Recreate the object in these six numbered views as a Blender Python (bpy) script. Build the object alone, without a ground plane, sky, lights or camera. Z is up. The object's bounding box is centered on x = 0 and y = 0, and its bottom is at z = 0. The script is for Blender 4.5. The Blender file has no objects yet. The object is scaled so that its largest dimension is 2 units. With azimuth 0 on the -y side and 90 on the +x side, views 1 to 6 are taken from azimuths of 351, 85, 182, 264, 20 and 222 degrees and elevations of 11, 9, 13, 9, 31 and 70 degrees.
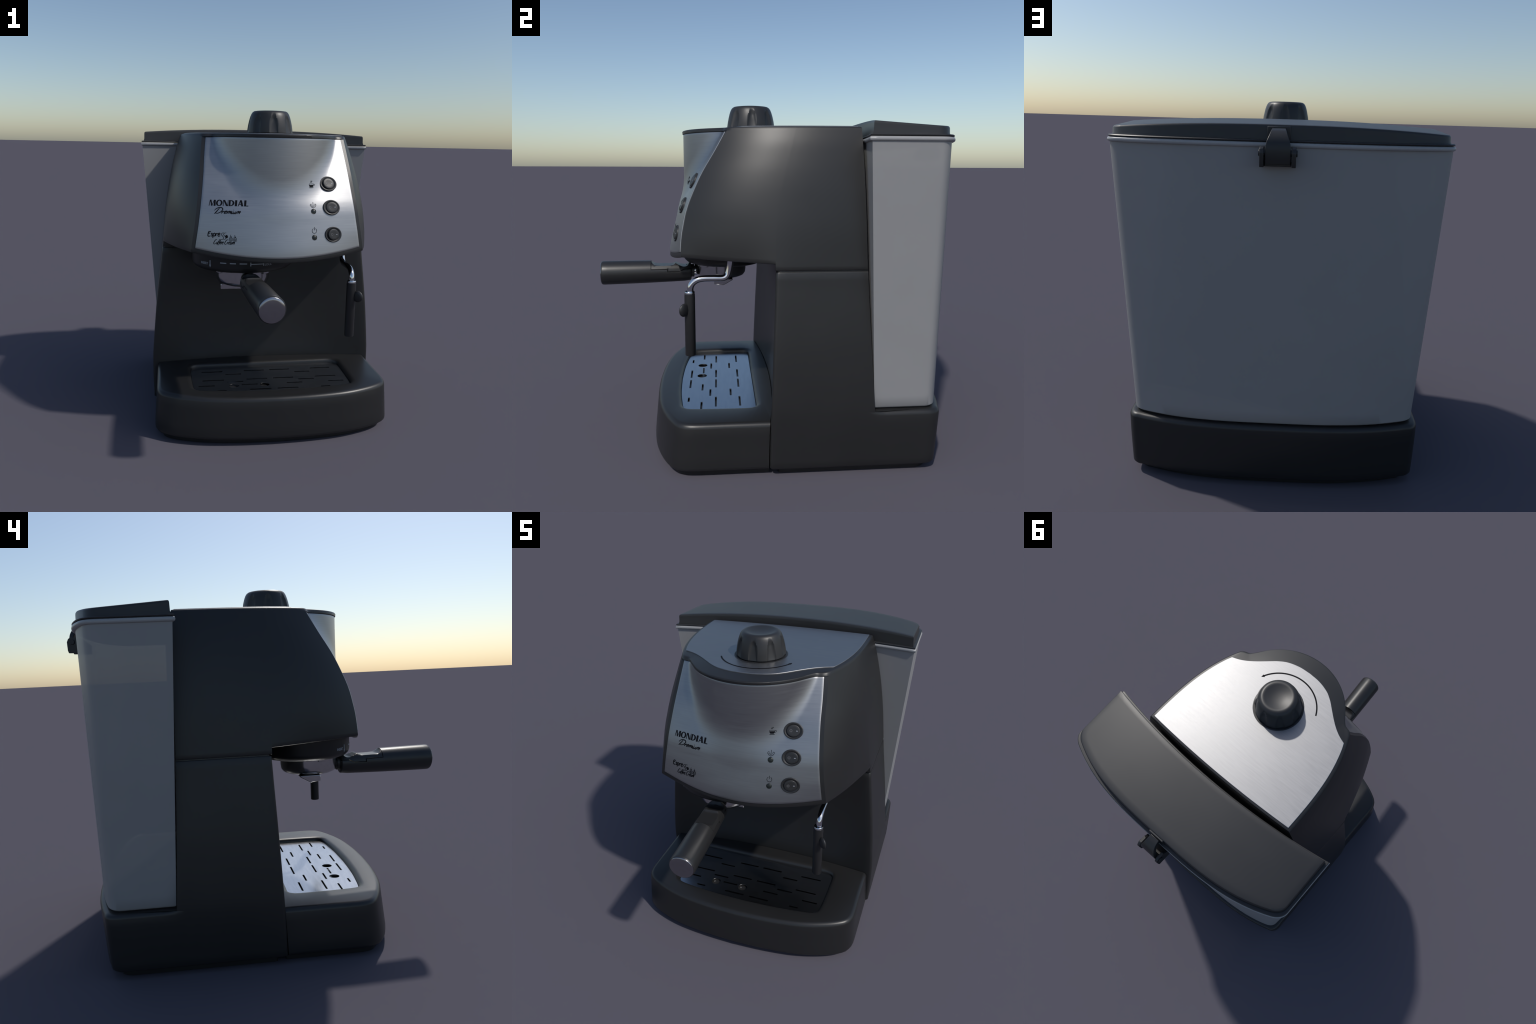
# Espresso machine: plastic housing with brushed-steel panel, water tank at the
# back, group head with filter holder, steam wand and drip tray.
import bpy, bmesh, math
from mathutils import Vector, Matrix

# ------------------------------------------------------------------ helpers
def interp(pts):
    """smooth (Catmull-Rom style) 1-D interpolation through (x, y) pairs"""
    xs = [p[0] for p in pts]; ys = [p[1] for p in pts]; n = len(xs)
    m = []
    for i in range(n):
        a, b = max(i - 1, 0), min(i + 1, n - 1)
        m.append((ys[b] - ys[a]) / (xs[b] - xs[a]))
    def f(x):
        if x <= xs[0]: return ys[0] + m[0] * (x - xs[0])
        if x >= xs[-1]: return ys[-1] + m[-1] * (x - xs[-1])
        i = 0
        while x > xs[i + 1]: i += 1
        h = xs[i + 1] - xs[i]; t = (x - xs[i]) / h
        return ((2*t**3 - 3*t*t + 1) * ys[i] + (t**3 - 2*t*t + t) * h * m[i]
                + (-2*t**3 + 3*t*t) * ys[i + 1] + (t**3 - t*t) * h * m[i + 1])
    return f

def lin(a, b, n, end=True):
    return [a + (b - a) * i / (n - 1 if end else n) for i in range(n)]

def smin(a, b, k):
    h = max(k - abs(a - b), 0.0) / k
    return min(a, b) - h * h * k * 0.25

def spline(pts, n=8):
    """dense Catmull-Rom polyline through 2-D / 3-D points"""
    P = [Vector(p) for p in pts]; out = []
    for i in range(len(P) - 1):
        p0 = P[max(i-1, 0)]; p1 = P[i]; p2 = P[i+1]; p3 = P[min(i+2, len(P)-1)]
        for j in range(n):
            t = j / n
            out.append(0.5 * ((2*p1) + (p2-p0)*t + (2*p0-5*p1+4*p2-p3)*t*t + (3*p1-p0-3*p2+p3)*t**3))
    out.append(P[-1]); return out

def round_corners(corners, k=6):
    """polygon [(x, y, radius)] -> list of points with rounded corners"""
    out = []; n = len(corners)
    for i in range(n):
        p = Vector(corners[i][:2]); r = corners[i][2]
        a = Vector(corners[i-1][:2]); b = Vector(corners[(i+1) % n][:2])
        if r <= 0: out.append(p); continue
        da = (a-p).normalized(); db = (b-p).normalized()
        for j in range(k + 1):
            t = j / k
            out.append((p+da*r)*(1-t)**2 + p*2*t*(1-t) + (p+db*r)*t*t)
    return out

def resample(pts, n):
    """n points evenly spaced along an open polyline (ends kept)"""
    d = [0.0]
    for a, b in zip(pts, pts[1:]): d.append(d[-1] + (Vector(b) - Vector(a)).length)
    out = []; j = 0
    for i in range(n):
        s = d[-1] * i / (n - 1)
        while j < len(d) - 2 and s > d[j+1]: j += 1
        t = (s - d[j]) / max(d[j+1] - d[j], 1e-9)
        out.append(Vector(pts[j]).lerp(Vector(pts[j+1]), min(max(t, 0), 1)))
    return out

def finish(name, bm, mat, parent=None, angle=32, bevel=0, segs=2, merge=1e-5):
    bmesh.ops.remove_doubles(bm, verts=bm.verts, dist=merge)
    bmesh.ops.dissolve_degenerate(bm, edges=bm.edges, dist=merge)
    bmesh.ops.recalc_face_normals(bm, faces=bm.faces)
    for f in bm.faces: f.smooth = True
    lim = math.radians(angle)
    for e in bm.edges:
        e.smooth = len(e.link_faces) == 2 and e.calc_face_angle(0) < lim
    me = bpy.data.meshes.new(name); bm.to_mesh(me); bm.free()
    ob = bpy.data.objects.new(name, me)
    bpy.context.scene.collection.objects.link(ob)
    if mat: me.materials.append(mat)
    if parent: ob.parent = parent
    if bevel:
        m = ob.modifiers.new('edge_rounding', 'BEVEL'); m.width = bevel; m.segments = segs
        m.limit_method = 'ANGLE'; m.angle_limit = lim; m.harden_normals = False
    return ob

def loft(name, loops, mat, parent=None, bottom=True, top=True, closed=True, **kw):
    bm = bmesh.new(); rows = [[bm.verts.new(p) for p in L] for L in loops]
    n = len(rows[0])
    for A, B in zip(rows, rows[1:]):
        for i in range(n if closed else n - 1):
            j = (i + 1) % n
            bm.faces.new((A[i], A[j], B[j], B[i]))
    if bottom: bm.faces.new(rows[0][::-1])
    if top: bm.faces.new(rows[-1])
    return finish(name, bm, mat, parent, **kw)

def lathe(name, profile, mat, parent=None, seg=64, M=None, sx=1, sy=1, bottom=True, top=True, **kw):
    """profile [(radius, height)] turned around z, then moved by M"""
    M = M or Matrix()
    loops = []
    for r, h in profile:
        loops.append([M @ Vector((sx*r*math.cos(2*math.pi*i/seg), sy*r*math.sin(2*math.pi*i/seg), h)) for i in range(seg)])
    return loft(name, loops, mat, parent, bottom=bottom, top=top, **kw)

def tube(name, path, radius, mat, parent=None, seg=20, **kw):
    P = [Vector(p) for p in path]; loops = []
    ref = Vector((1, 0, 0))
    for i, p in enumerate(P):
        t = (P[min(i+1, len(P)-1)] - P[max(i-1, 0)]).normalized()
        a = (ref - t * ref.dot(t)).normalized(); b = t.cross(a)
        loops.append([p + radius*(a*math.cos(2*math.pi*k/seg) + b*math.sin(2*math.pi*k/seg)) for k in range(seg)])
    return loft(name, loops, mat, parent, **kw)

def box(name, x0, x1, y0, y1, z0, z1, mat, parent=None, bevel=0.004, **kw):
    loops = [[Vector((x0, y0, z)), Vector((x1, y0, z)), Vector((x1, y1, z)), Vector((x0, y1, z))] for z in (z0, z1)]
    return loft(name, loops, mat, parent, bevel=bevel, **kw)

# ---------------------------------------------------------------- materials
def new_mat(name):
    m = bpy.data.materials.new(name); m.use_nodes = True
    nt = m.node_tree; return m, nt, nt.nodes['Principled BSDF']

def link(nt, a, b): nt.links.new(a, b)

def obj_coords(nt, scale=(1, 1, 1)):
    tc = nt.nodes.new('ShaderNodeTexCoord'); mp = nt.nodes.new('ShaderNodeMapping')
    mp.inputs['Scale'].default_value = scale
    link(nt, tc.outputs['Object'], mp.inputs['Vector']); return mp.outputs['Vector']

def noise(nt, vec, scale, detail=3):
    n = nt.nodes.new('ShaderNodeTexNoise'); n.inputs['Scale'].default_value = scale
    n.inputs['Detail'].default_value = detail; link(nt, vec, n.inputs['Vector']); return n.outputs['Fac']

def ramp(nt, fac, c0, c1, p0=0.3, p1=0.7):
    r = nt.nodes.new('ShaderNodeValToRGB'); e = r.color_ramp.elements
    e[0].position = p0; e[1].position = p1
    e[0].color = (*c0, 1); e[1].color = (*c1, 1); link(nt, fac, r.inputs['Fac']); return r.outputs['Color']

def bump(nt, fac, strength, dist):
    b = nt.nodes.new('ShaderNodeBump'); b.inputs['Strength'].default_value = strength
    b.inputs['Distance'].default_value = dist; link(nt, fac, b.inputs['Height']); return b.outputs['Normal']

def plastic(name, col, rough, grain=0.12, spread=0.06):
    m, nt, b = new_mat(name); v = obj_coords(nt)
    f = noise(nt, v, 4.0, 3)
    link(nt, ramp(nt, f, [c*(1-spread) for c in col], [c*(1+spread) for c in col]), b.inputs['Base Color'])
    b.inputs['Roughness'].default_value = rough
    link(nt, bump(nt, noise(nt, v, 420, 2), grain, 0.001), b.inputs['Normal'])
    return m

def brushed(name, col, rough, axis_scale, strength=0.12, aniso=0.0):
    """steel with fine streaks: noise stretched along one axis"""
    m, nt, b = new_mat(name)
    v = obj_coords(nt, axis_scale)
    f = noise(nt, v, 1.0, 4)
    link(nt, ramp(nt, f, [c*0.94 for c in col], [min(c*1.04, 1) for c in col]), b.inputs['Base Color'])
    b.inputs['Metallic'].default_value = 1.0
    mr = nt.nodes.new('ShaderNodeMapRange'); mr.inputs['To Min'].default_value = rough*0.85; mr.inputs['To Max'].default_value = rough*1.15
    link(nt, f, mr.inputs['Value']); link(nt, mr.outputs['Result'], b.inputs['Roughness'])
    link(nt, bump(nt, f, strength, 0.0006), b.inputs['Normal'])
    return m

M_BODY = plastic('charcoal_plastic', (0.0165, 0.0165, 0.0170), 0.41)
M_LID = plastic('charcoal_lid_plastic', (0.024, 0.024, 0.0248), 0.43)  # grey kept lighter than the housing to match the lid's sunlit top
M_TRAY = plastic('charcoal_tray_plastic', (0.0155, 0.0155, 0.0160), 0.37)
M_KNOB = plastic('black_knob_plastic', (0.023, 0.023, 0.0238), 0.42, 0.04)
M_COLLAR = plastic('black_collar_plastic', (0.012, 0.012, 0.0126), 0.42)
M_HANDLE = plastic('black_handle_plastic', (0.0185, 0.0185, 0.0192), 0.38, 0.06)
M_SWITCH = plastic('black_switch_plastic', (0.018, 0.018, 0.019), 0.45, 0.03)
M_PANEL = brushed('brushed_steel_panel', (0.37, 0.37, 0.375), 0.42, (7, 7, 300), 0.09)
M_PLATE = brushed('brushed_steel_plate', (0.335, 0.335, 0.34), 0.46, (9, 150, 9), 0.25)
M_STEEL = brushed('satin_steel', (0.55, 0.545, 0.55), 0.16, (40, 40, 40), 0.0)
M_CAP = brushed('ground_darkened_cap_steel', (0.36, 0.35, 0.37), 0.22, (40, 40, 40), 0.0)  # base colour darkened for the dim ground mirrored in the handle end
M_CHROME = brushed('polished_steel', (0.72, 0.72, 0.74), 0.10, (20, 20, 20), 0.0)
M_GRATE = brushed('smooth_steel_grate', (0.50, 0.51, 0.53), 0.22, (8, 60, 8), 0.01)

m, nt, b = new_mat('smoky_tank_plastic'); M_TANK = m
v = obj_coords(nt)
link(nt, ramp(nt, noise(nt, v, 5, 3), (0.306, 0.306, 0.311), (0.316, 0.316, 0.321)), b.inputs['Base Color'])
b.inputs['Roughness'].default_value = 0.45; b.inputs['Alpha'].default_value = 0.87
link(nt, bump(nt, noise(nt, v, 300, 2), 0.05, 0.001), b.inputs['Normal'])
M_RIM = plastic('tank_rim_plastic', (0.32, 0.32, 0.325), 0.35, 0.03)
M_INK = plastic('black_print', (0.006, 0.006, 0.008), 0.5, 0.0)
M_INK.node_tree.nodes['Principled BSDF'].inputs['Specular IOR Level'].default_value = 0.08
M_WHITE = plastic('pale_print', (0.30, 0.32, 0.36), 0.5, 0.0)
M_LED = plastic('dark_lamp_lens', (0.014, 0.018, 0.016), 0.32, 0.0)
M_GREYMARK = plastic('grey_print', (0.12, 0.12, 0.125), 0.5, 0.0)

# ------------------------------------------------------- root
root = bpy.data.objects.new('espresso_machine', None)
bpy.context.scene.collection.objects.link(root)
root['label'] = 'dark grey espresso machine with brushed steel front and water tank'
root['category'] = 'coffee machine'

# ------------------------------------------------------- shape functions
Z_TOP = 1.733
KNOB_Y = -0.098
edge_y = interp([(1.03, -.481), (1.083, -.478), (1.191, -.470), (1.259, -.458), (1.313, -.446), (1.379, -.423),
                 (1.50, -.368), (1.613, -.300), (1.723, -.237), (1.74, -.228)])
edge_x = interp([(1.03, .498), (1.083, .494), (1.275, .466), (1.491, .441), (1.617, .430), (1.735, .417)])
flare = interp([(1.03, .089), (1.10, .084), (1.203, .068), (1.335, .060), (1.46, .046), (1.60, .058), (1.735, .090)])
rear_x = interp([(1.03, .652), (1.244, .630), (1.40, .607), (1.50, .588), (1.579, .570), (1.656, .550), (1.735, .523)])

def front_y(x, z, R=.381, kk=.06):
    """front of the head: leaning flare plus an upright round bulge below the knob"""
    t = min(abs(x) / edge_x(z), 1.0)
    a = edge_y(z) - flare(z) * (1 - 1.3 * t * t + .3 * t ** 4)
    q = R * R - x * x
    b = KNOB_Y - math.sqrt(q) if q > 0 else KNOB_Y + 3 * (abs(x) - R)
    fade = min(max((1 - t) / .08, 0), 1)
    return smin(a, b, kk * fade + 1e-6)

low_side = interp([(0, 0), (.19, .44), (.355, .745), (.49, .965), (.56, 1.0), (.75, 1.0), (1, 1)])
def side_x(y, z):
    """plan curve of the side: bowed at the top, nearly straight to the column at the bottom"""
    ye, yr = edge_y(z), rear_y(9, z)
    s = min(max((y - ye) / (yr - ye), 0), 1)
    f = min(max((1.733 - z) / .66, 0), 1)
    q = (1 - (1 - s) ** (3.0 + 1.25 * f)) * (1 - f ** 4) + low_side(s) * f ** 4
    return edge_x(z) + (rear_x(z) - edge_x(z)) * q

def rear_y(x, z):
    return .421 + (Z_TOP - z) * .028 + .018 * (1 - min(abs(x) / rear_x(z), 1) ** 2)

# ------------------------------------------------------- head (upper housing)
STEP_Y = -0.014
def head_outline_params():
    P = []
    for u in lin(1, -1, 81): P.append(('f', u))
    ye, yr = edge_y(1.07), rear_y(9, 1.07)
    k = (STEP_Y - ye) / (yr - ye)          # the step down to the column seam
    side = lin(0, k - .0004, 16)[1:] + lin(k + .0004, 1, 14)
    for s in side: P.append(('l', s))
    for u in lin(-1, 1, 25)[1:]: P.append(('r', u))
    for s in side[::-1][1:]: P.append(('R', s))
    return P
HP = head_outline_params()

def head_bottom(kind, s):
    if kind == 'f': return 1.034 + .049 * s * s
    if kind in 'lR':
        ye, yr = edge_y(1.07), rear_y(9, 1.07)
        y = ye + s * (yr - ye)
        return 1.083 - .015 * min((y - ye) / (STEP_Y - ye), 1) if y < STEP_Y else 1.036
    return 1.036

def head_point(kind, s, z, off=0.0):
    if kind == 'f':
        x = s * (edge_x(z) - off); return Vector((x, front_y(x, z) + off, z))
    if kind == 'r':
        x = s * (rear_x(z) - off); return Vector((x, rear_y(x, z) - off, z))
    ye, yr = edge_y(z) + off, rear_y(9, z) - off
    y = ye + s * (yr - ye); x = side_x(y, z) - off
    return Vector((-x if kind == 'l' else x, y, z))

loops = []
loops.append([head_point(k, s, 1.10, .022) for k, s in HP])
loops.append([head_point(k, s, head_bottom(k, s) + .003, .022) for k, s in HP])
loops.append([head_point(k, s, head_bottom(k, s), .016) for k, s in HP])
loops.append([head_point(k, s, head_bottom(k, s), .007) for k, s in HP])
loops.append([head_point(k, s, head_bottom(k, s) + .002, .002) for k, s in HP])
for v in lin(0, 1, 40):
    loops.append([head_point(k, s, head_bottom(k, s) + .007 + v * (Z_TOP - .020 - head_bottom(k, s) - .007)) for k, s in HP])
# thin overhanging lip in front, rounded top edge
def lip(k, s, z, off, out):
    p = head_point(k, s, z, off)
    if k == 'f': p.y -= out * min((1 - abs(s)) / .05, 1)
    return p
loops.append([lip(k, s, Z_TOP - .018, 0, .008) for k, s in HP])
loops.append([lip(k, s, Z_TOP - .006, 0, .009) for k, s in HP])
loops.append([lip(k, s, Z_TOP - .002, .002, .008) for k, s in HP])
loops.append([lip(k, s, Z_TOP, .007, .006) for k, s in HP])
head = loft('upper_housing', loops, M_BODY, root, angle=38)

# ------------------------------------------------------- steel front panel
def panel_x(u, z): return u * (edge_x(z) - .021)
def panel_loops(off, inset):
    L = []
    for v in lin(0, 1, 70):
        row = []
        for u in lin(-1, 1, 90):
            z0 = 1.034 + .049 * u * u + .026 + inset
            z = z0 + v * (Z_TOP - .021 - inset - z0)
            x = u * (edge_x(z) - .021 - inset)
            row.append(Vector((x, front_y(x, z) - off, z)))
        L.append(row)
    return L
def slab(name, front, back, mat, parent):
    bm = bmesh.new(); A = [[bm.verts.new(p) for p in r] for r in front]
    n, c = len(A), len(A[0])
    for i in range(n - 1):
        for j in range(c - 1): bm.faces.new((A[i][j], A[i][j+1], A[i+1][j+1], A[i+1][j]))
    rim = [(i, 0) for i in range(n)] + [(n-1, j) for j in range(1, c)] + [(i, c-1) for i in range(n-2, -1, -1)] + [(0, j) for j in range(c-2, 0, -1)]
    prev = [A[i][j] for i, j in rim]
    for grid in back:
        cur = [bm.verts.new(grid[i][j]) for i, j in rim]
        for k in range(len(rim)):
            q = (k + 1) % len(rim)
            bm.faces.new((prev[k], prev[q], cur[q], cur[k]))
        prev = cur
    return finish(name, bm, mat, parent, angle=50)
panel = slab('front_panel', panel_loops(.0035, .002), [panel_loops(.0025, .0), panel_loops(-.006, .0)], M_PANEL, root)

# ------------------------------------------------------- steel top plate
def plate_outline(inset=0.0):
    pts = []
    curve = interp([(0, -.385), (.075, -.379), (.149, -.357), (.20, -.325), (.244, -.287), (.29, -.247), (.334, -.213), (.38, -.186), (.43, -.167)])
    def fr(x): return curve(abs(x))
    xf = .427 - inset
    for x in lin(xf, -xf, 71): pts.append(Vector((x, fr(x) + inset, 0)))
    yr = lambda x: .408 + .018 * (1 - (x / .5) ** 2) - inset
    for s in lin(0, 1, 20)[1:]:
        y = -.168 + inset + s * (.408 - inset + .168 - inset)
        pts.append(Vector((-(side_x(y, Z_TOP) - .017 - inset), y, 0)))
    x0 = pts[-1].x
    for x in lin(x0, -x0, 20)[1:]: pts.append(Vector((x, yr(x), 0)))
    n = len(pts)
    for s in lin(1, 0, 20)[1:-1]:
        y = -.168 + inset + s * (.408 - inset + .168 - inset)
        pts.append(Vector((side_x(y, Z_TOP) - .017 - inset, y, 0)))
    return pts
def at_z(L, z): return [Vector((p.x, p.y, z)) for p in L]
loft('top_plate', [at_z(plate_outline(), Z_TOP - .004), at_z(plate_outline(), Z_TOP + .003), at_z(plate_outline(.002), Z_TOP + .0045)], M_PLATE, root, angle=30)

# ------------------------------------------------------- control knob
def knob():
    seg = 192; M = Matrix.Translation((0, KNOB_Y, Z_TOP + .0045))
    prof = [(.131, .004), (.1375, .007), (.1365, .026), (.1325, .052), (.1265, .078), (.1225, .092), (.1185, .104), (.113, .117), (.106, .127), (.097, .133), (.086, .1345), (.076, .1325), (.05, .126), (.02, .1235), (.004, .123)]
    loops = []
    for r, h in prof:
        L = []
        for i in range(seg):
            a = 2 * math.pi * i / seg
            d = (a + math.pi / 2) / (math.pi / 4); d -= round(d)
            w = .25 * max(1 - (h / .112) ** 2.5, 0.0) ** .5
            g = max(1 - (d / max(w, .02)) ** 2, 0) ** .5
            g *= min(max((.112 - h) / .02, 0), 1) * min(max((h - .002) / .012, 0), 1)
            rr = r - .0105 * g
            L.append(M @ Vector((rr * math.cos(a), rr * math.sin(a), h)))
        loops.append(L)
    k = loft('control_knob', loops, M_KNOB, root, angle=35)
    lathe('knob_collar', [(.149, -.001), (.149, .001), (.146, .0025), (.142, .002), (.141, .0005), (.128, .0005), (.128, .006)], M_SWITCH, k, seg=96, M=M, angle=40)
knob()

# ------------------------------------------------------- column with base block
col_w = interp([(.02, .714), (.10, .717), (.22, .720), (.33, .7195), (.42, .714), (.50, .708), (.66, .694), (.80, .678), (.95, .660), (1.03, .652), (1.1, .645)])
col_front = interp([(.03, -.046), (.28, -.042), (1.03, -.014), (1.1, -.012)])
col_back = interp([(.33, .481), (.70, .458), (1.03, .442), (1.1, .440)])
def wall_y(x, z):
    w = col_w(z); return col_front(z) + (.055 - .010 * min(max((z - .3) / .6, 0), 1)) * (1 - (abs(x) / w) ** 2)
def base_rear(x, z, w):
    mid = .889 + .017 * min(max((z - .03) / .3, 0), 1)
    return mid - .096 * min(abs(x) / w, 1) ** 2.9
def body_loop(z, base, off=0.0, foff=0.0):
    L = []
    w = col_w(z) - foff
    rc = .016; yc = wall_y(w - rc, z) + foff
    arc = [Vector((w - rc * (1 - math.sin(a)), yc + rc * (1 - math.cos(a)), z)) for a in lin(0, math.pi / 2, 6)]
    L += arc[::-1][1:-1]
    for u in lin(1, -1, 41): L.append(Vector((u * (w - rc), wall_y(u * (w - rc), z) + foff, z)))
    L += [Vector((-p.x, p.y, z)) for p in arc[1:]]
    yb = col_back(z) if not base else .481
    y0 = yc + rc
    for s in lin(0, 1, 14)[1:]: L.append(Vector((-w, y0 + s * (yb - y0), z)))
    wB = w - off
    if base:
        ye = base_rear(w, z, w) - off - foff
        r = .05
        for s in lin(0, 1, 10)[1:]:
            f = min(s * 9, 1)
            L.append(Vector((-(w - off * f), yb + s * (ye - r - yb), z)))
        def yr(x): return base_rear(x, z, wB) - off - foff
        for a in lin(0, math.pi / 2, 8)[1:]:       # rounded corner onto the bowed rear
            x = wB - r * (1 - math.cos(a)); t = a / (math.pi / 2)
            L.append(Vector((-x, (ye - r) * (1 - math.sin(a)) + yr(wB - r) * math.sin(a), z)))
        for x in lin(-(wB - r), wB - r, 41)[1:]: L.append(Vector((x, yr(x), z)))
        for a in lin(math.pi / 2, 0, 8)[1:]:
            x = wB - r * (1 - math.cos(a))
            L.append(Vector((x, (ye - r) * (1 - math.sin(a)) + yr(wB - r) * math.sin(a), z)))
        for s in lin(1, 0, 10)[1:]:
            f = min(s * 9, 1)
            L.append(Vector(((w - off * f), yb + s * (ye - r - yb), z)))
    else:
        for _ in range(9 + 7): L.append(Vector((-w, yb, z)))
        for x in lin(-w, w, 41)[1:]: L.append(Vector((x, yb, z)))
        for _ in range(7 + 9): L.append(Vector((w, yb, z)))
    for s in lin(1, 0, 14)[1:]: L.append(Vector((w, y0 + s * (yb - y0), z)))
    return L
loops = [body_loop(.0, True, 0, .040), body_loop(.034, True, 0, .038), body_loop(.035, True, 0, .014),
         body_loop(.039, True, 0, .005), body_loop(.048, True)]
for z in (.08, .13, .18, .23, .27, .308): loops.append(body_loop(z, True))
for a in (25, 50, 70, 90):
    t = math.radians(a); loops.append(body_loop(.308 + .022 * math.sin(t), True, .022 * (1 - math.cos(t))))
loops.append(body_loop(.3305, False))
for z in lin(.36, 1.024, 20): loops.append(body_loop(z, False))
loops.append(body_loop(1.029, False, 0, .002)); loops.append(body_loop(1.030, False, 0, .007)); loops.append(body_loop(1.11, False, 0, .007))
body = loft('lower_housing', loops, M_BODY, root, angle=38)

# ------------------------------------------------------- drip tray
tray_w = interp([(.03, .703), (.15, .698), (.277, .690)])
TRAY_TOP = [(.690, -.30), (.690, -.41), (.680, -.465), (.648, -.508), (.55, -.560), (.40, -.608), (.20, -.635), (0, -.643)]
TRAY_LOW = [(.704, -.30), (.703, -.43), (.691, -.488), (.655, -.537), (.56, -.588), (.40, -.635), (.20, -.659), (0, -.667)]
def tray_outer(z, off=0.0):
    f = min(max((z - .04) / .237, 0), 1); w = TRAY_LOW[0][0] * (1 - f) + TRAY_TOP[0][0] * f - off
    back = lambda x: wall_y(x, z) - .004
    half = [Vector(a).lerp(Vector(c), f) for a, c in zip(TRAY_LOW, TRAY_TOP)]
    half[0].x = w + off
    half = resample(spline(half, 8), 34)
    flat = []
    for i, p in enumerate(half):                       # inward offset along the outline's normal
        d = (half[min(i+1, 33)] - half[max(i-1, 0)]).normalized()
        flat.append(Vector((p.x + d.y * off, p.y - d.x * off)))
    side = [Vector((w, back(w) + (half[0].y - back(w)) * s)) for s in lin(0, 1, 6)[:-1]] + flat
    side[-1].x = 0
    pts = [Vector((x, back(x), z)) for x in lin(w, -w, 31)]
    pts += [Vector((-p.x, p.y, z)) for p in side[1:]] + [Vector((p.x, p.y, z)) for p in side[::-1][1:-1]]
    return pts
def tray_opening(z, off=0.0):
    """rounded opening with the same point order and count as the outer outline"""
    half = spline([(.43, -.092), (.466, -.101), (.484, -.130), (.486, -.20), (.484, -.33), (.478, -.43), (.468, -.466), (.440, -.484), (.36, -.497), (.20, -.512), (0, -.518)], 8)
    half = resample(half, 39); flat = []
    for i, p in enumerate(half):
        d = (half[min(i+1, 38)] - half[max(i-1, 0)]).normalized()
        flat.append(Vector((p.x + d.y * off, p.y - d.x * off)))
    flat[0] = Vector((.43, -.092 - off)); flat[-1].x = 0
    pts = [Vector((x, -.092 - off, z)) for x in lin(.43, -.43, 31)]
    pts += [Vector((-p.x, p.y, z)) for p in flat[1:]] + [Vector((p.x, p.y, z)) for p in flat[::-1][1:-1]]
    return pts
ZT = .279; ZG = .254
loops = [tray_outer(.0, .042), tray_outer(.034, .040), tray_outer(.035, .018), tray_outer(.039, .007), tray_outer(.047, .0015), tray_outer(.056)]
for z in (.11, .16, .21, ZT - .024): loops.append(tray_outer(z))
for a in (22, 45, 68, 90):
    t = math.radians(a); loops.append(tray_outer(ZT - .024 + .024 * math.sin(t), .024 * (1 - math.cos(t))))
for a in (0, 25, 50, 75, 90):
    t = math.radians(a); loops.append(tray_opening(ZT - .018 * (1 - math.cos(t)), .028 * math.sin(t) - .028))
loops.append(tray_opening(ZG - .015, .002))
tray = loft('drip_tray', loops, M_TRAY, root, angle=40)

# grate: steel sheet with slots and two drain holes cut by boolean
grate = loft('drip_grate', [tray_opening(ZG - .006, .0025), tray_opening(ZG - .001, .0025), tray_opening(ZG, .004)], M_GRATE, tray, angle=30)
SLOTS = {-.462: [(.019, .146), (.286, .343)], -.390: [(.090, .187), (.350, .447)], -.344: [(.172, .270)],
         -.312: [(.018, .147), (.285, .418)], -.228: [(.172, .270)], -.180: [(.018, .147), (.285, .416)]}
bm = bmesh.new()
def cutter(bm, pts):
    a = [bm.verts.new((p[0], p[1], ZG - .02)) for p in pts]; c = [bm.verts.new((p[0], p[1], ZG + .02)) for p in pts]
    n = len(pts)
    for i in range(n): bm.faces.new((a[i], a[(i+1) % n], c[(i+1) % n], c[i]))
    bm.faces.new(a[::-1]); bm.faces.new(c)
for y, spans in SLOTS.items():
    for x0, x1 in spans:
        for sg in (1, -1):
            xa, xb = sorted((sg*x0, sg*x1)); h = .0055
            cutter(bm, [(xa, y-h), (xb, y-h), (xb, y+h), (xa, y+h)])
for hx in (-.235, -.049):
    cutter(bm, [(hx + .029*math.cos(2*math.pi*i/40), -.398 + .029*math.sin(2*math.pi*i/40)) for i in range(40)])
cut = finish('grate_cutter', bm, None)
md = grate.modifiers.new('slots', 'BOOLEAN'); md.operation = 'DIFFERENCE'; md.object = cut; md.solver = 'EXACT'
dg = bpy.context.evaluated_depsgraph_get()
me = bpy.data.meshes.new_from_object(grate.evaluated_get(dg)); grate.modifiers.clear(); grate.data = me
me.polygons.foreach_set('use_smooth', [False] * len(me.polygons))
bpy.data.objects.remove(cut)

# ------------------------------------------------------- water tank, rim and lid
def tank_loop(z, w, yf, bow, ym, drop, p, off=0.0, rad=.042):
    """plan outline: bowed front, straight sides, rounded rear corners, bowed rear"""
    L = []; w = w - off
    for x in lin(w, -w, 41): L.append(Vector((x, yf + off + bow * (1 - (x / w) ** 2), z)))
    rear = lambda x: ym - off - drop * (abs(x) / w) ** p
    xs = w - rad * 1.1; ys = rear(w) - rad
    A, B, C = Vector((w, ys)), Vector((w, rear(w) - .002)), Vector((xs, rear(xs)))
    corner = [A * (1-t)**2 + B * 2*t*(1-t) + C * t*t for t in lin(0, 1, 12)]
    side = [Vector((w, yf + off + s * (ys - yf - off))) for s in lin(0, 1, 10)[1:-1]] + corner
    L += [Vector((-q.x, q.y, z)) for q in side]
    for x in lin(-xs, xs, 51)[1:-1]: L.append(Vector((x, rear(x), z)))
    L += [Vector((q.x, q.y, z)) for q in side[::-1]]
    return L
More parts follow.
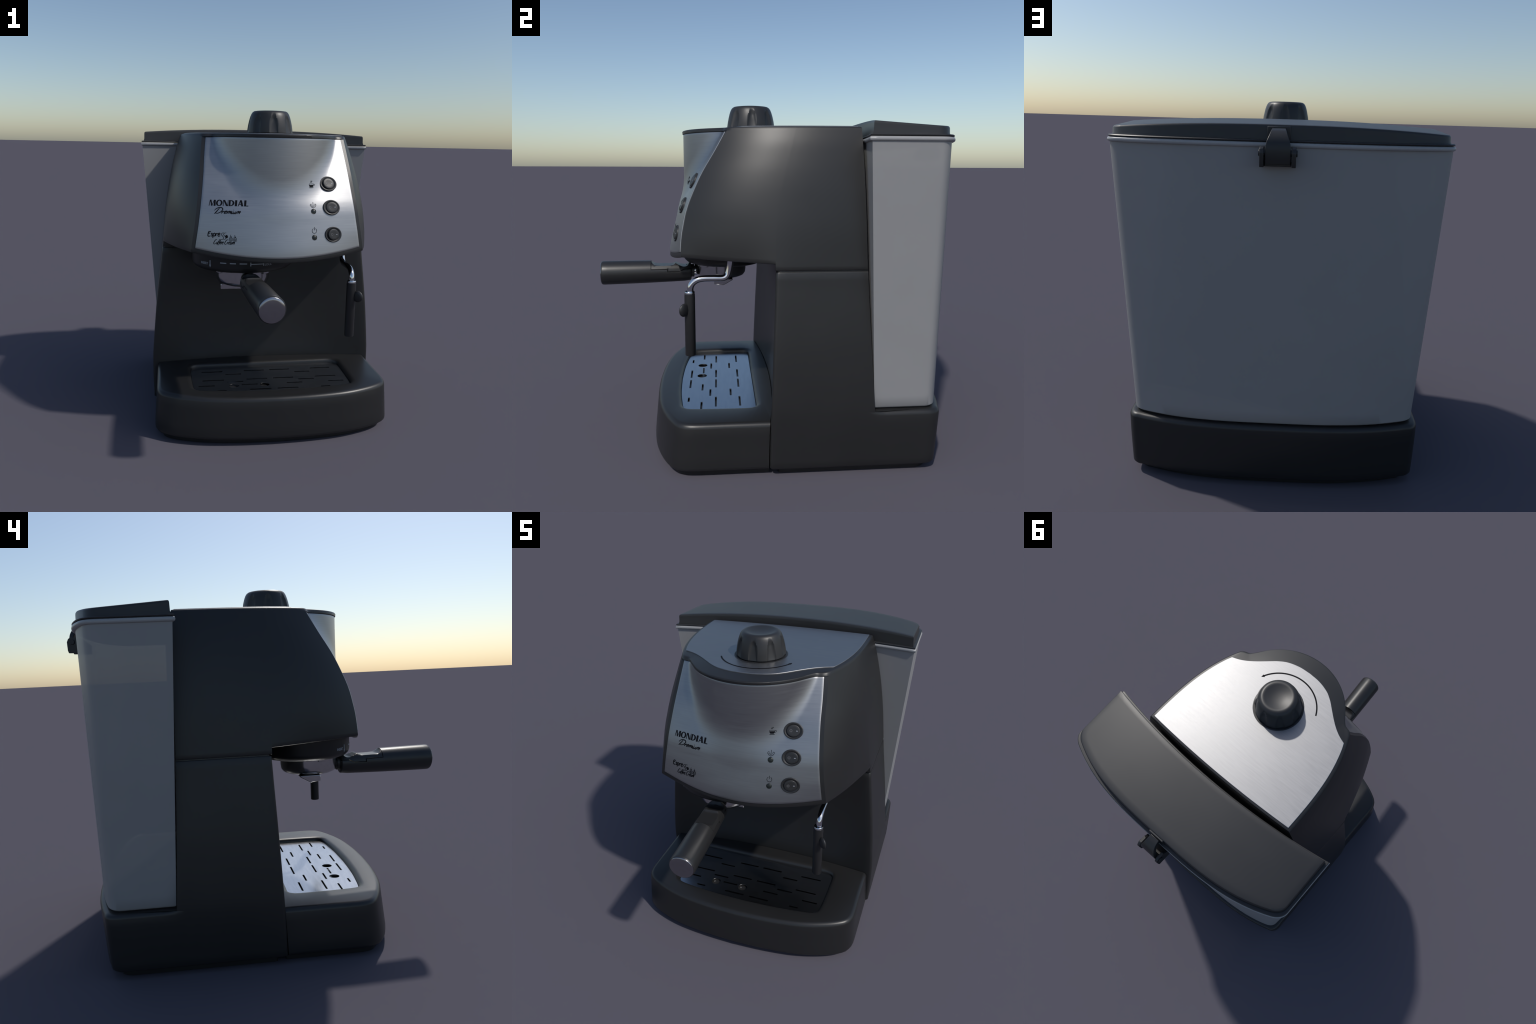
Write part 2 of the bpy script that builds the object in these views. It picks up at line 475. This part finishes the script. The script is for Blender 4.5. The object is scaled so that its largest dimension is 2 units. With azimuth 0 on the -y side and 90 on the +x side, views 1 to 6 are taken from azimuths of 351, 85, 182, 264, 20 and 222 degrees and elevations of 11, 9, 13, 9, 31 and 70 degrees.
def tank_at(z, off=0.0):
    t = (z - .343) / (1.66 - .343)
    return tank_loop(z, .692 + .089 * t, .484 - .076 * t, .020 + .045 * t, .880 + .027 * t, .091 + .039 * t, 3.2 - .45 * t, off)
loops = [tank_at(.334, .02), tank_at(.337, .006), tank_at(.345)] + [tank_at(z) for z in lin(.40, 1.63, 12)] + [tank_at(1.662)]
tank = loft('water_tank', loops, M_TANK, root, angle=40)
def rim_at(z, off): return tank_loop(z, .7895, .395, .070, .917, .130, 3.2, off, .045)
loft('tank_rim', [rim_at(1.652, .02), rim_at(1.654, .006), rim_at(1.658, .001), rim_at(1.665, 0), rim_at(1.672, .002), rim_at(1.6755, .008), rim_at(1.6755, .024)], M_RIM, tank, angle=50)
def roof_z(x, y):
    u = min(abs(x) / .767, 1)
    yf = .417 + .070 * (1 - u * u); yr = .895 - .128 * u ** 3.2
    t = min(max((y - yf) / (yr - yf), 0), 1)
    return 1.7455 - .024 * t + .028 * (1 - u ** 2.4)
def lid_loop(kind, off):
    """side walls of the lid; 'top' follows the arched, rearward falling roof"""
    L = rim_at(1.68, .022 + off)
    if kind == 'top':
        for q in L:
            q.z = roof_z(q.x, q.y)
    return L
def lid_mid(f, off):
    A = lid_loop('low', off); B = lid_loop('top', off)
    return [Vector((b.x, b.y, a.z + (b.z - a.z) * f)) for a, b in zip(A, B)]
def shift(L, dz): return [p + Vector((0, 0, dz)) for p in L]
flange = [rim_at(1.6765, .010), rim_at(1.678, .0045), rim_at(1.682, .003), rim_at(1.6855, .006), rim_at(1.6865, .018)]
walls = [lid_mid(.12, -.004), lid_mid(.3, -.001), lid_mid(.8, 0)]
loops = flange + walls + [shift(lid_mid(1, .001), -.006), shift(lid_mid(1, .004), -.0015), lid_mid(1, .010)]
# roof: rings shrinking towards the middle line
def roof_ring(f):
    out = []
    for p in lid_mid(1, .010):
        y = .655 + (p.y - .655) * f; x = p.x * (1 - (1 - f) * .25)
        out.append(Vector((x, y, roof_z(x, y))))
    return out
for f in (.85, .6, .35, .1, .0): loops.append(roof_ring(f))
lid = loft('tank_lid', loops, M_LID, tank, top=False, angle=34)

# latch on the tank's rear
latch = box('tank_latch', -.056, .056, .90, .968, 1.578, 1.596, M_BODY, tank, bevel=.003)
for sg in (1, -1):
    prof = [(.895, 1.573), (.994, 1.576), (.9985, 1.590), (1.0, 1.635), (.992, 1.652), (.978, 1.660), (.940, 1.658), (.895, 1.62)]
    xs = sorted((sg * .059, sg * .076))
    loft('latch_ear', [[Vector((x, y, z)) for y, z in prof] for x in xs], M_BODY, latch, bevel=.002, angle=25)
Mp = Matrix.Translation((-.082, .972, 1.634)) @ Matrix.Rotation(math.pi/2, 4, 'Y')
lathe('latch_pin', [(.014, 0), (.014, .164)], M_SWITCH, latch, seg=24, M=Mp, bevel=.002)
# curved tongue hooking over the lid: outer / inner side profile with varying width
outer = spline([(.985, 1.588), (.990, 1.62), (.990, 1.655), (.982, 1.685), (.965, 1.708), (.940, 1.726), (.908, 1.735)], 6)
inner = spline([(.970, 1.588), (.972, 1.62), (.971, 1.650), (.962, 1.676), (.948, 1.694), (.928, 1.706), (.900, 1.710)], 6)
wid = interp([(1.58, .053), (1.65, .053), (1.68, .049), (1.71, .038), (1.735, .029)])
loops = [[Vector((wid(o.y), o.x, o.y)), Vector((-wid(o.y), o.x, o.y)), Vector((-wid(o.y), i.x, i.y)), Vector((wid(o.y), i.x, i.y))] for o, i in zip(outer, inner)]
loft('latch_tongue', loops, M_BODY, latch, angle=40, bevel=.002)
box('latch_keeper', -.050, .050, .880, .9035, 1.684, 1.742, M_LID, latch, bevel=.003)

# ------------------------------------------------------- group head
GC = (-.175, -.246); GR = .300; GS = .865      # slightly oval in plan
Mg = Matrix.Translation((GC[0], GC[1], 0))
collar = lathe('group_collar', [(.02, .958), (GR - .05, .958), (GR - .022, .967), (GR - .006, .981), (GR, .996), (GR, 1.115)], M_COLLAR, root, seg=128, M=Mg, sy=GS, angle=50)
BC = Vector((-.178, -.280, .016)); BR = .159
Mb = Matrix.Translation(BC)
holder = bpy.data.objects.new('filter_holder', None); bpy.context.scene.collection.objects.link(holder); holder.parent = root
bowl = lathe('filter_bowl', [(.02, .838), (.09, .842), (.125, .848), (.146, .858), (.156, .874), (BR, .90), (BR, .962)], M_STEEL, holder, seg=96, M=Mb, angle=40)
for a in (200, 320):   # bayonet lugs at the bowl's edge
    Ml = Mb @ Matrix.Rotation(math.radians(a), 4, 'Z')
    loops = [[Ml @ Vector((r * math.cos(t), r * math.sin(t), z)) for r, t in [(.14, -.22), (.172, -.22), (.174, 0), (.172, .22), (.14, .22)]] for z in (.922, .950)]
    loft('bowl_lug', loops, M_STEEL, holder, bevel=.003)
# twin spout block below the bowl
prof = [(-.318, .845), (-.318, .812), (-.262, .806), (-.250, .812), (-.205, .838), (-.205, .845)]
loft('spout', [[Vector((x, y, z + .018)) for y, z in prof] for x in (-.312, -.304, -.060, -.052)], M_STEEL, holder, bevel=.005)

# handle: tapered cylinder, notched on top for the clip
H0 = Vector((-.158, -.458, .900)); H1 = Vector((-.1265, -.994, .896))
hd = (H1 - H0); HL = hd.length; hd.normalize()
hx = hd.cross(Vector((0, 0, 1))).normalized(); hz = hx.cross(hd)
def hp(s, x, z): return H0 + hd * s + hx * x + hz * z
hr = interp([(0, .058), (.02, .063), (.06, .0645), (.25, .069), (.45, .0715), (HL, .072)])
def clipped(name, stations, mat, parent, seg=56, **kw):
    loops = []
    for s, lo, hi, rs in stations:
        r = hr(s) * rs
        loops.append([hp(s, r * math.cos(2*math.pi*i/seg), min(max(r * math.sin(2*math.pi*i/seg), lo), hi)) for i in range(seg)])
    return loft(name, loops, mat, parent, **kw)
st = [(.000, -1, .018, .86), (.006, -1, .018, 1), (.045, -1, .018, 1), (.075, -1, .004, 1), (.145, -1, .004, 1), (.1455, -1, .020, 1),
      (.243, -1, .022, 1), (.2435, -1, 1, 1)] + [(s, -1, 1, 1) for s in lin(.27, HL - .012, 10)] + [(HL - .004, -1, 1, .985), (HL, -1, 1, .95)]
handle = clipped('handle', st, M_HANDLE, holder, angle=30)
clip_top = interp([(0.0, .062), (.012, .056), (.025, .038), (.05, .034), (.075, .043), (.098, .053), (.106, .045), (.15, .041), (.20, .043), (.222, .046), (.236, .058), (.2405, .066)])
st = []
for s in lin(.002, .2405, 46):
    lo = .021 if s < .045 else (.021 - .014 * (s - .045) / .03 if s < .075 else (.0075 if s < .1425 else .0245))
    st.append((s, lo, clip_top(s), .985))
clipped('handle_clip', st, M_HANDLE, handle, angle=28)
Mh = Matrix((( *hx, 0), (*hz, 0), (*hd, 0), (0, 0, 0, 1))).transposed(); 
def along(s): return Matrix.Translation(H0 + hd * s) @ Mh
lathe('handle_cap', [(.060, -.004), (.0665, -.003), (.0665, .001), (.064, .0035), (.05, .005), (.02, .0062), (.002, .0064)], M_CAP, handle, seg=64, M=along(HL), angle=50)
lathe('handle_neck', [(.040, .03), (.040, -.016), (.036, -.018)], M_SWITCH, handle, seg=48, M=along(0), angle=40)
lathe('handle_ferrule', [(.030, 0), (.030, -.030), (.034, -.042), (.030, -.08)], M_CHROME, handle, seg=48, M=along(-.012), angle=40)

# ------------------------------------------------------- steam wand
path = spline([(.45, -.226, 1.10), (.45, -.228, 1.05), (.45, -.236, 1.005), (.45, -.246, .980), (.45, -.266, .968), (.45, -.31, .967), (.45, -.365, .966),
               (.45, -.400, .959), (.45, -.424, .942), (.45, -.435, .918), (.45, -.437, .88)], 6)
wand = tube('steam_pipe', path, .0165, M_CHROME, root, seg=28, angle=60)
Mw = Matrix.Translation((.449, -.440, 0))
lathe('wand_ferrule', [(.019, .886), (.0255, .886), (.0265, .889), (.0265, .897), (.0245, .900), (.0185, .900), (.0185, .893)], M_CHROME, wand, seg=48, M=Mw, angle=40)
sleeve = lathe('wand_sleeve', [(.012, .575), (.017, .559), (.0255, .559), (.0275, .563), (.0275, .872), (.0268, .887), (.02, .888)], M_HANDLE, wand, seg=48, M=Mw, angle=40)
out = Vector((.72, -.69, 0)).normalized(); flat = Vector((0, 0, 1)).cross(out)
Mn = Matrix.Translation(Vector((.4495, -.437, .808)) + out * .044) @ Matrix(((*out, 0), (0, 0, 1, 0), (*flat, 0), (0, 0, 0, 1))).transposed()
lathe('wand_button', [(.004, -.0125), (.018, -.0115), (.028, -.008), (.0335, -.003), (.0345, 0), (.0335, .003), (.028, .008), (.018, .0115), (.004, .0125)], M_SWITCH, sleeve, seg=48, M=Mn, sx=.96, angle=40)

# ------------------------------------------------------- prints, drawn as thin raised ink
def ink(name, polys, place, mat, parent, thick=.0010):
    """polys: closed 2-D outlines (u, v); place(u, v, h) -> 3-D point"""
    bm = bmesh.new()
    for P in polys:
        lo = [bm.verts.new(place(u, v, -.002)) for u, v in P]; hi = [bm.verts.new(place(u, v, thick)) for u, v in P]
        n = len(P); bm.faces.new(hi)
        for i in range(n): bm.faces.new((lo[i], lo[(i+1) % n], hi[(i+1) % n], hi[i]))
    ob = finish(name, bm, mat, parent, angle=30, merge=1e-7); return ob
def stroke_quads(pts, w0, w1=None, n=5, dense=True):
    """ribbon along a smooth stroke, as a chain of quads, with soft ends"""
    w1 = w0 if w1 is None else w1
    P = spline(pts, n) if dense else [Vector(p) for p in pts]
    L, R = [], []
    for i, p in enumerate(P):
        t = (P[min(i+1, len(P)-1)] - P[max(i-1, 0)]); t.normalize()
        nrm = Vector((-t.y, t.x)); f = i / (len(P) - 1)
        w = (w0 + (w1 - w0) * math.sin(math.pi * f)) / 2
        L.append(p + nrm * w); R.append(p - nrm * w)
    return [[(L[i].x, L[i].y), (R[i].x, R[i].y), (R[i+1].x, R[i+1].y), (L[i+1].x, L[i+1].y)] for i in range(len(P)-1)]
def on_panel(u, v, h): return Vector((u, front_y(u, v) - .0035 - h, v))

def text_print(name, body, x, z, width, height, shear, offset, mat, parent, place=on_panel, spacing=1.0):
    cu = bpy.data.curves.new(name, 'FONT'); cu.body = body; cu.shear = shear; cu.offset = offset; cu.space_character = spacing
    cu.resolution_u = 4; cu.extrude = .05
    ob = bpy.data.objects.new(name, cu); bpy.context.scene.collection.objects.link(ob)
    me = bpy.data.meshes.new_from_object(ob.evaluated_get(bpy.context.evaluated_depsgraph_get()))
    bpy.data.objects.remove(ob)
    xs = [q.co.x for q in me.vertices]; ys = [q.co.y for q in me.vertices]
    x0, x1, y0, y1 = min(xs), max(xs), min(ys), max(ys)
    for q in me.vertices:
        q.co = place(x + (q.co.x - x0) / (x1 - x0) * width, z + (q.co.y - y0) / (y1 - y0) * height, .0012 if q.co.z > 0 else -.002)
    me.materials.clear(); me.materials.append(mat); me.update()
    o2 = bpy.data.objects.new(name, me); bpy.context.scene.collection.objects.link(o2); o2.parent = parent
    return o2

# bold slanted capitals, built stroke by stroke; units: cap height 1
def bar(x0, y0, x1, y1, w):
    w *= 1.18
    return [(x0 - w/2, y0), (x0 + w/2, y0), (x1 + w/2, y1), (x1 - w/2, y1)]
def ring(cx, cy, rx, ry, ix, iy, a0=0, a1=2 * math.pi, n=28):
    A = lin(a0, a1, n)
    P = lambda r, q, a: (cx + r * math.cos(a) + .14 * q * math.sin(a), cy + q * math.sin(a))
    return [[P(rx, ry, a), P(rx, ry, b_), P(ix, iy, b_), P(ix, iy, a)] for a, b_ in zip(A, A[1:])]
caps = [bar(.05, 0, .30, 1, .09), bar(.53, 0, .38, 1, .20), bar(.53, 0, 1.0, 1, .09), bar(1.00, 0, 1.10, 1, .27)]
caps += ring(1.83, .5, .57, .53, .26, .40)
caps += [bar(2.48, 0, 2.60, 1, .10), bar(3.15, 0, 2.70, 1, .28), bar(3.28, 0, 3.40, 1, .09)]
caps += [bar(3.57, 0, 3.70, 1, .26)] + ring(3.78, .5, .68, .5, .36, .39, -math.pi/2, math.pi/2, 16) + [bar(3.62, 0, 3.64, .09, .25), bar(3.74, .91, 3.75, 1, .25)]
caps += [bar(4.68, 0, 4.80, 1, .32)]
caps += [bar(5.08, 0, 5.55, 1, .13), bar(5.80, 0, 5.60, 1, .30), bar(5.47, .25, 5.50, .36, .50)]
caps += [bar(6.28, 0, 6.40, 1, .31), bar(6.53, 0, 6.54, .12, .54)]
ink('brand_lettering', [[(-.3935 + u * .0313, 1.3405 + v_ * .0315) for u, v_ in P] for P in caps], on_panel, M_INK, panel)

def script(name, strokes, x, z, sx, sz, w, parent, slant=.0):
    polys = []
    for s in strokes:
        polys += stroke_quads([((p[0] + slant * p[1]) * sx + x, p[1] * sz + z) for p in s], w * .55, w * 1.15)
    return ink(name, polys, on_panel, M_INK, parent)
# 'Premium' handwritten; units: x-height 1
def letters(spec, glyphs):
    out = []; x = 0
    for ch in spec:
        g, adv = glyphs[ch]
        for s in g: out.append([(px + x, py) for px, py in s])
        x += adv
    return out, x
G = {
 'P': ([[(.55, 2.1), (.35, 1.2), (.1, .2), (-.05, -.1)], [(-.35, 1.1), (-.2, 1.8), (.35, 2.25), (1.0, 2.25), (1.45, 1.7), (1.35, .8), (.8, .15), (.25, .1)]], 1.55),
 'r': ([[(0, .9), (.1, .55), (.05, 0)], [(.05, .4), (.3, .85), (.6, .85)]], .62),
 'e': ([[(.05, .45), (.5, .6), (.5, .95), (.2, .9), (.02, .4), (.2, 0), (.65, .2)]], .72),
 'm': ([[(.0, .9), (.08, .5), (0, 0)], [(.03, .4), (.3, .92), (.45, .8), (.38, 0)], [(.42, .4), (.7, .92), (.85, .8), (.75, .15), (.9, .05)]], 1.02),
 'i': ([[(.08, .9), (.02, .2), (.15, 0), (.3, .15)], [(.2, 1.38), (.22, 1.5)]], .38),
 'u': ([[(.05, .9), (0, .25), (.18, 0), (.45, .5)], [(.55, .9), (.48, .2), (.62, 0), (.75, .15)]], .78),
 'C': ([[(.95, 1.7), (.75, 1.95), (.35, 1.5), (.05, .7), (.1, .1), (.45, -.02), (.85, .3)]], .95),
 'o': ([[(.4, .85), (.1, .7), (.05, .2), (.3, 0), (.55, .3), (.45, .8), (.4, .85)]], .62),
 'f': ([[(.75, 1.8), (.5, 1.9), (.3, 1.2), (.15, .1), (.05, -.5)], [(0, .9), (.6, .95)]], .48),
 'a': ([[(.5, .85), (.15, .8), (.02, .3), (.2, 0), (.45, .3), (.55, .9), (.5, .2), (.7, .05)]], .72),
 's': ([[(.5, .8), (.2, .9), (.15, .6), (.45, .35), (.35, 0), (0, .1)]], .55),
 'p': ([[(.1, .9), (.05, 0), (0, -.7)], [(.08, .6), (.35, .95), (.6, .6), (.45, .05), (.08, .1)]], .68),
 'E': ([[(.7, 1.7), (.08, 1.65), (.0, 0), (.65, .05)], [(.05, .9), (.55, .92)]], .75),
 ' ': ([], .35),
}
st, adv = letters('Premium', G)
script('tagline_lettering', st, -.363, 1.300, .142 / adv * .97, .0138, .0046, panel, slant=.32)
st, adv = letters('Coffee Cream', G)
script('blend_lettering', st, -.371, 1.136, .114 / adv, .0128, .0034, panel, slant=.22)
# 'Espre' + two steam curls shaped like s, a bean, two small cups
st, adv = letters('Espre', G)
pl_ = []
for s in st: pl_ += stroke_quads([(p[0] * .067 / adv * 1.0 - .400 + .12 * p[1] * .012, (p[1] if p[1] < 0 or max(q[1] for q in s) > 1.2 else p[1] * 1.25) * .0138 + 1.178) for p in s], .0042, .0052)
for dx in (0, .012):
    pl_ += stroke_quads([(-.3125+dx, 1.197), (-.322+dx, 1.196), (-.328+dx, 1.188), (-.320+dx, 1.178), (-.316+dx, 1.169), (-.322+dx, 1.162), (-.332+dx, 1.1605)], .0014, .0034)
pl_.append([(-.300 + .0075*math.cos(a), 1.177 + .0090*math.sin(a)) for a in lin(0, 2*math.pi, 20, False)])
for cx, cz in ((-.277, 1.166), (-.2545, 1.165)):
    pl_ += stroke_quads([(cx-.0085, cz+.004), (cx-.006, cz-.006), (cx+.001, cz-.008), (cx+.007, cz-.004), (cx+.0085, cz+.005)], .002, .003)
    pl_ += stroke_quads([(cx-.012, cz-.004), (cx-.007, cz-.012), (cx+.002, cz-.0135), (cx+.011, cz-.008)], .0015, .0025)
    pl_ += stroke_quads([(cx-.004, cz+.003), (cx+.003, cz+.009), (cx-.001, cz+.015), (cx, cz+.022)], .0016, .003)
    pl_ += stroke_quads([(cx-.006, cz+.002), (cx, cz-.002), (cx+.006, cz+.003)], .002, .003)
    pl_ += stroke_quads([(cx-.007, cz+.006), (cx-.002, cz+.010), (cx+.006, cz+.007)], .002, .0025)
ink('blend_emblem', pl_, on_panel, M_INK, panel)

# icons beside the switches
cx, cz = .183, 1.459
P_ = [[(cx-.015, cz-.001), (cx+.013, cz-.001), (cx+.012, cz-.007), (cx+.007, cz-.0135), (cx-.009, cz-.0135), (cx-.014, cz-.007)],
      [(cx-.016, cz-.0155), (cx+.014, cz-.0155), (cx+.010, cz-.0185), (cx-.011, cz-.0185)]]
P_ += stroke_quads([(cx-.015, cz+.0045), (cx+.012, cz+.0045)], .0016, dense=False)
P_ += stroke_quads([(cx-.0145, cz+.0045), (cx-.0145, cz-.001)], .0016, dense=False) + stroke_quads([(cx+.0125, cz+.0045), (cx+.0125, cz-.001)], .0016, dense=False)
P_ += stroke_quads([(cx+.013, cz+.003), (cx+.020, cz+.001), (cx+.017, cz-.006), (cx+.010, cz-.008)], .0018)
for d in (0, .006):
    P_ += stroke_quads([(cx-.004+d, cz+.010), (cx-.007+d, cz+.015), (cx-.002+d, cz+.018), (cx-.004+d, cz+.023)], .001, .0022)
ink('cup_icon', P_, on_panel, M_INK, panel)
cx, cz = .187, 1.348
P_ = stroke_quads([(cx, cz+.016), (cx, cz-.004)], .0024, dense=False)
P_ += stroke_quads([(cx-.009, cz+.006), (cx-.016, cz+.005), (cx-.017, cz-.002), (cx-.012, cz-.005), (cx-.011, cz-.010), (cx-.005, cz-.010), (cx-.002, cz-.014), (cx+.003, cz-.014),
                    (cx+.006, cz-.010), (cx+.012, cz-.010), (cx+.012, cz-.005), (cx+.017, cz-.002), (cx+.016, cz+.005), (cx+.009, cz+.006)], .0022)
P_ += stroke_quads([(cx-.009, cz+.003), (cx-.006, cz-.004), (cx, cz-.006), (cx+.006, cz-.004), (cx+.009, cz+.003)], .0016)
ink('steam_icon', P_, on_panel, M_INK, panel)
cx, cz = .190, 1.209
P_ = stroke_quads([(cx, cz+.020), (cx, cz+.003)], .0024, dense=False)
P_ += stroke_quads([(cx + .0135*math.sin(a), cz + .0135*math.cos(a)) for a in lin(.5, 2*math.pi-.5, 24)], .0022, dense=False)
ink('power_icon', P_, on_panel, M_INK, panel)

# turning arrow on the top plate
pts = [(.221*math.sin(math.radians(a)), KNOB_Y - .221*math.cos(math.radians(a))) for a in lin(-64, 64, 50)]
P_ = stroke_quads(pts, .0085, dense=False)
e = Vector(pts[-1]); d = (Vector(pts[-1]) - Vector(pts[-2])).normalized(); nn = Vector((-d.y, d.x))
P_.append([tuple(e - d*.004 + nn*.009), tuple(e - d*.004 - nn*.009), tuple(e + d*.015)])
ink('turning_arrow', P_, lambda u, v, h: Vector((u, v, Z_TOP + .0045 + h)), M_INK, bpy.data.objects['top_plate'])

# marks around the group collar
def on_collar(u, v, h):
    a = u / GR; return Vector((GC[0] + (GR + h) * math.sin(a), GC[1] - (GR * GS + h) * math.cos(a), v))
A = lambda deg: math.radians(deg) * GR
text_print('collar_mark', 'INSERT', A(-58), 1.003, A(-47) - A(-58), .014, 0, .01, M_WHITE, collar, on_collar)
text_print('collar_mark', 'LOCK', A(18.5), 1.008, A(27) - A(18.5), .012, 0, .01, M_WHITE, collar, on_collar)
P_ = stroke_quads([(A(-44), 1.030), (A(-44), 1.002)], .006, dense=False) + [[(A(-44)-.0065, 1.004), (A(-44)+.0065, 1.004), (A(-44), .990)]]
for a0, a1 in ((-31, -24), (-20, -13.5), (-9.5, -1.5)):
    P_ += stroke_quads([(A(a), 1.021) for a in lin(a0, a1, 4)], .0058, dense=False)
P_ += stroke_quads([(A(a), 1.018) for a in lin(2.5, 17, 8)], .0048, dense=False)
for a in (2.5, 17): P_ += stroke_quads([(A(a), 1.028), (A(a), 1.007)], .005, dense=False)
ink('collar_scale', P_, on_collar, M_WHITE, collar)

# ------------------------------------------------------- switches and lamps
def surf_frame(x, z, sink=0.0):
    e = .01
    p = on_panel(x, z, 0)
    tx = (on_panel(x + e, z, 0) - on_panel(x - e, z, 0)).normalized(); tz = (on_panel(x, z + e, 0) - on_panel(x, z - e, 0)).normalized()
    n = tx.cross(tz).normalized(); tz = n.cross(tx)
    M = Matrix(((*tx, 0), (*tz, 0), (*n, 0), (0, 0, 0, 1))).transposed()
    return Matrix.Translation(p - n * sink) @ M
for x, z, tilt, lift in ((.287, 1.461, 6, .0035), (.296, 1.333, -3, .0012), (.303, 1.185, 6, .001)):
    M = surf_frame(x, z, -lift)
    sw = lathe('switch', [(.0515, -.008), (.0515, .0022), (.0503, .0040), (.0480, .0046), (.0450, .0042), (.0405, .0030), (.0395, .0022), (.002, .0022)], M_SWITCH, panel, seg=72, M=M, sy=.86, bottom=False, top=True, angle=50)
    R = M @ Matrix.Translation((.001, 0, .0030)) @ Matrix.Rotation(math.radians(tilt), 4, 'Y')
    rk = lathe('rocker', [(.0355, -.004), (.0355, .0015), (.0345, .0035), (.032, .0045), (.02, .0038), (.003, .0035)], M_SWITCH, sw, seg=56, M=R, sy=.90, angle=45)
    pl2 = lambda u, v, h, R=R: R @ Vector((u, v, .0043 + h))
    q = stroke_quads([(-.013 + .006*math.cos(a), .006*math.sin(a)) for a in lin(0, 2*math.pi, 20)], .0022, dense=False)
    ink('rocker_mark', q, pl2, M_GREYMARK, rk, .0004)
    ink('rocker_mark', [[(.0135, -.0016), (.0225, -.0016), (.0225, .0016), (.0135, .0016)]], pl2, M_WHITE, rk, .0004)
for x, z in ((.188, 1.314), (.190, 1.172)):
    M = surf_frame(x, z)
    lathe('indicator_lamp', [(.0155, -.006), (.0155, .0008), (.0140, .0014), (.0125, .0008), (.0110, .0020), (.007, .0034), (.001, .0038)], M_LED, panel, seg=40, M=M, angle=60)
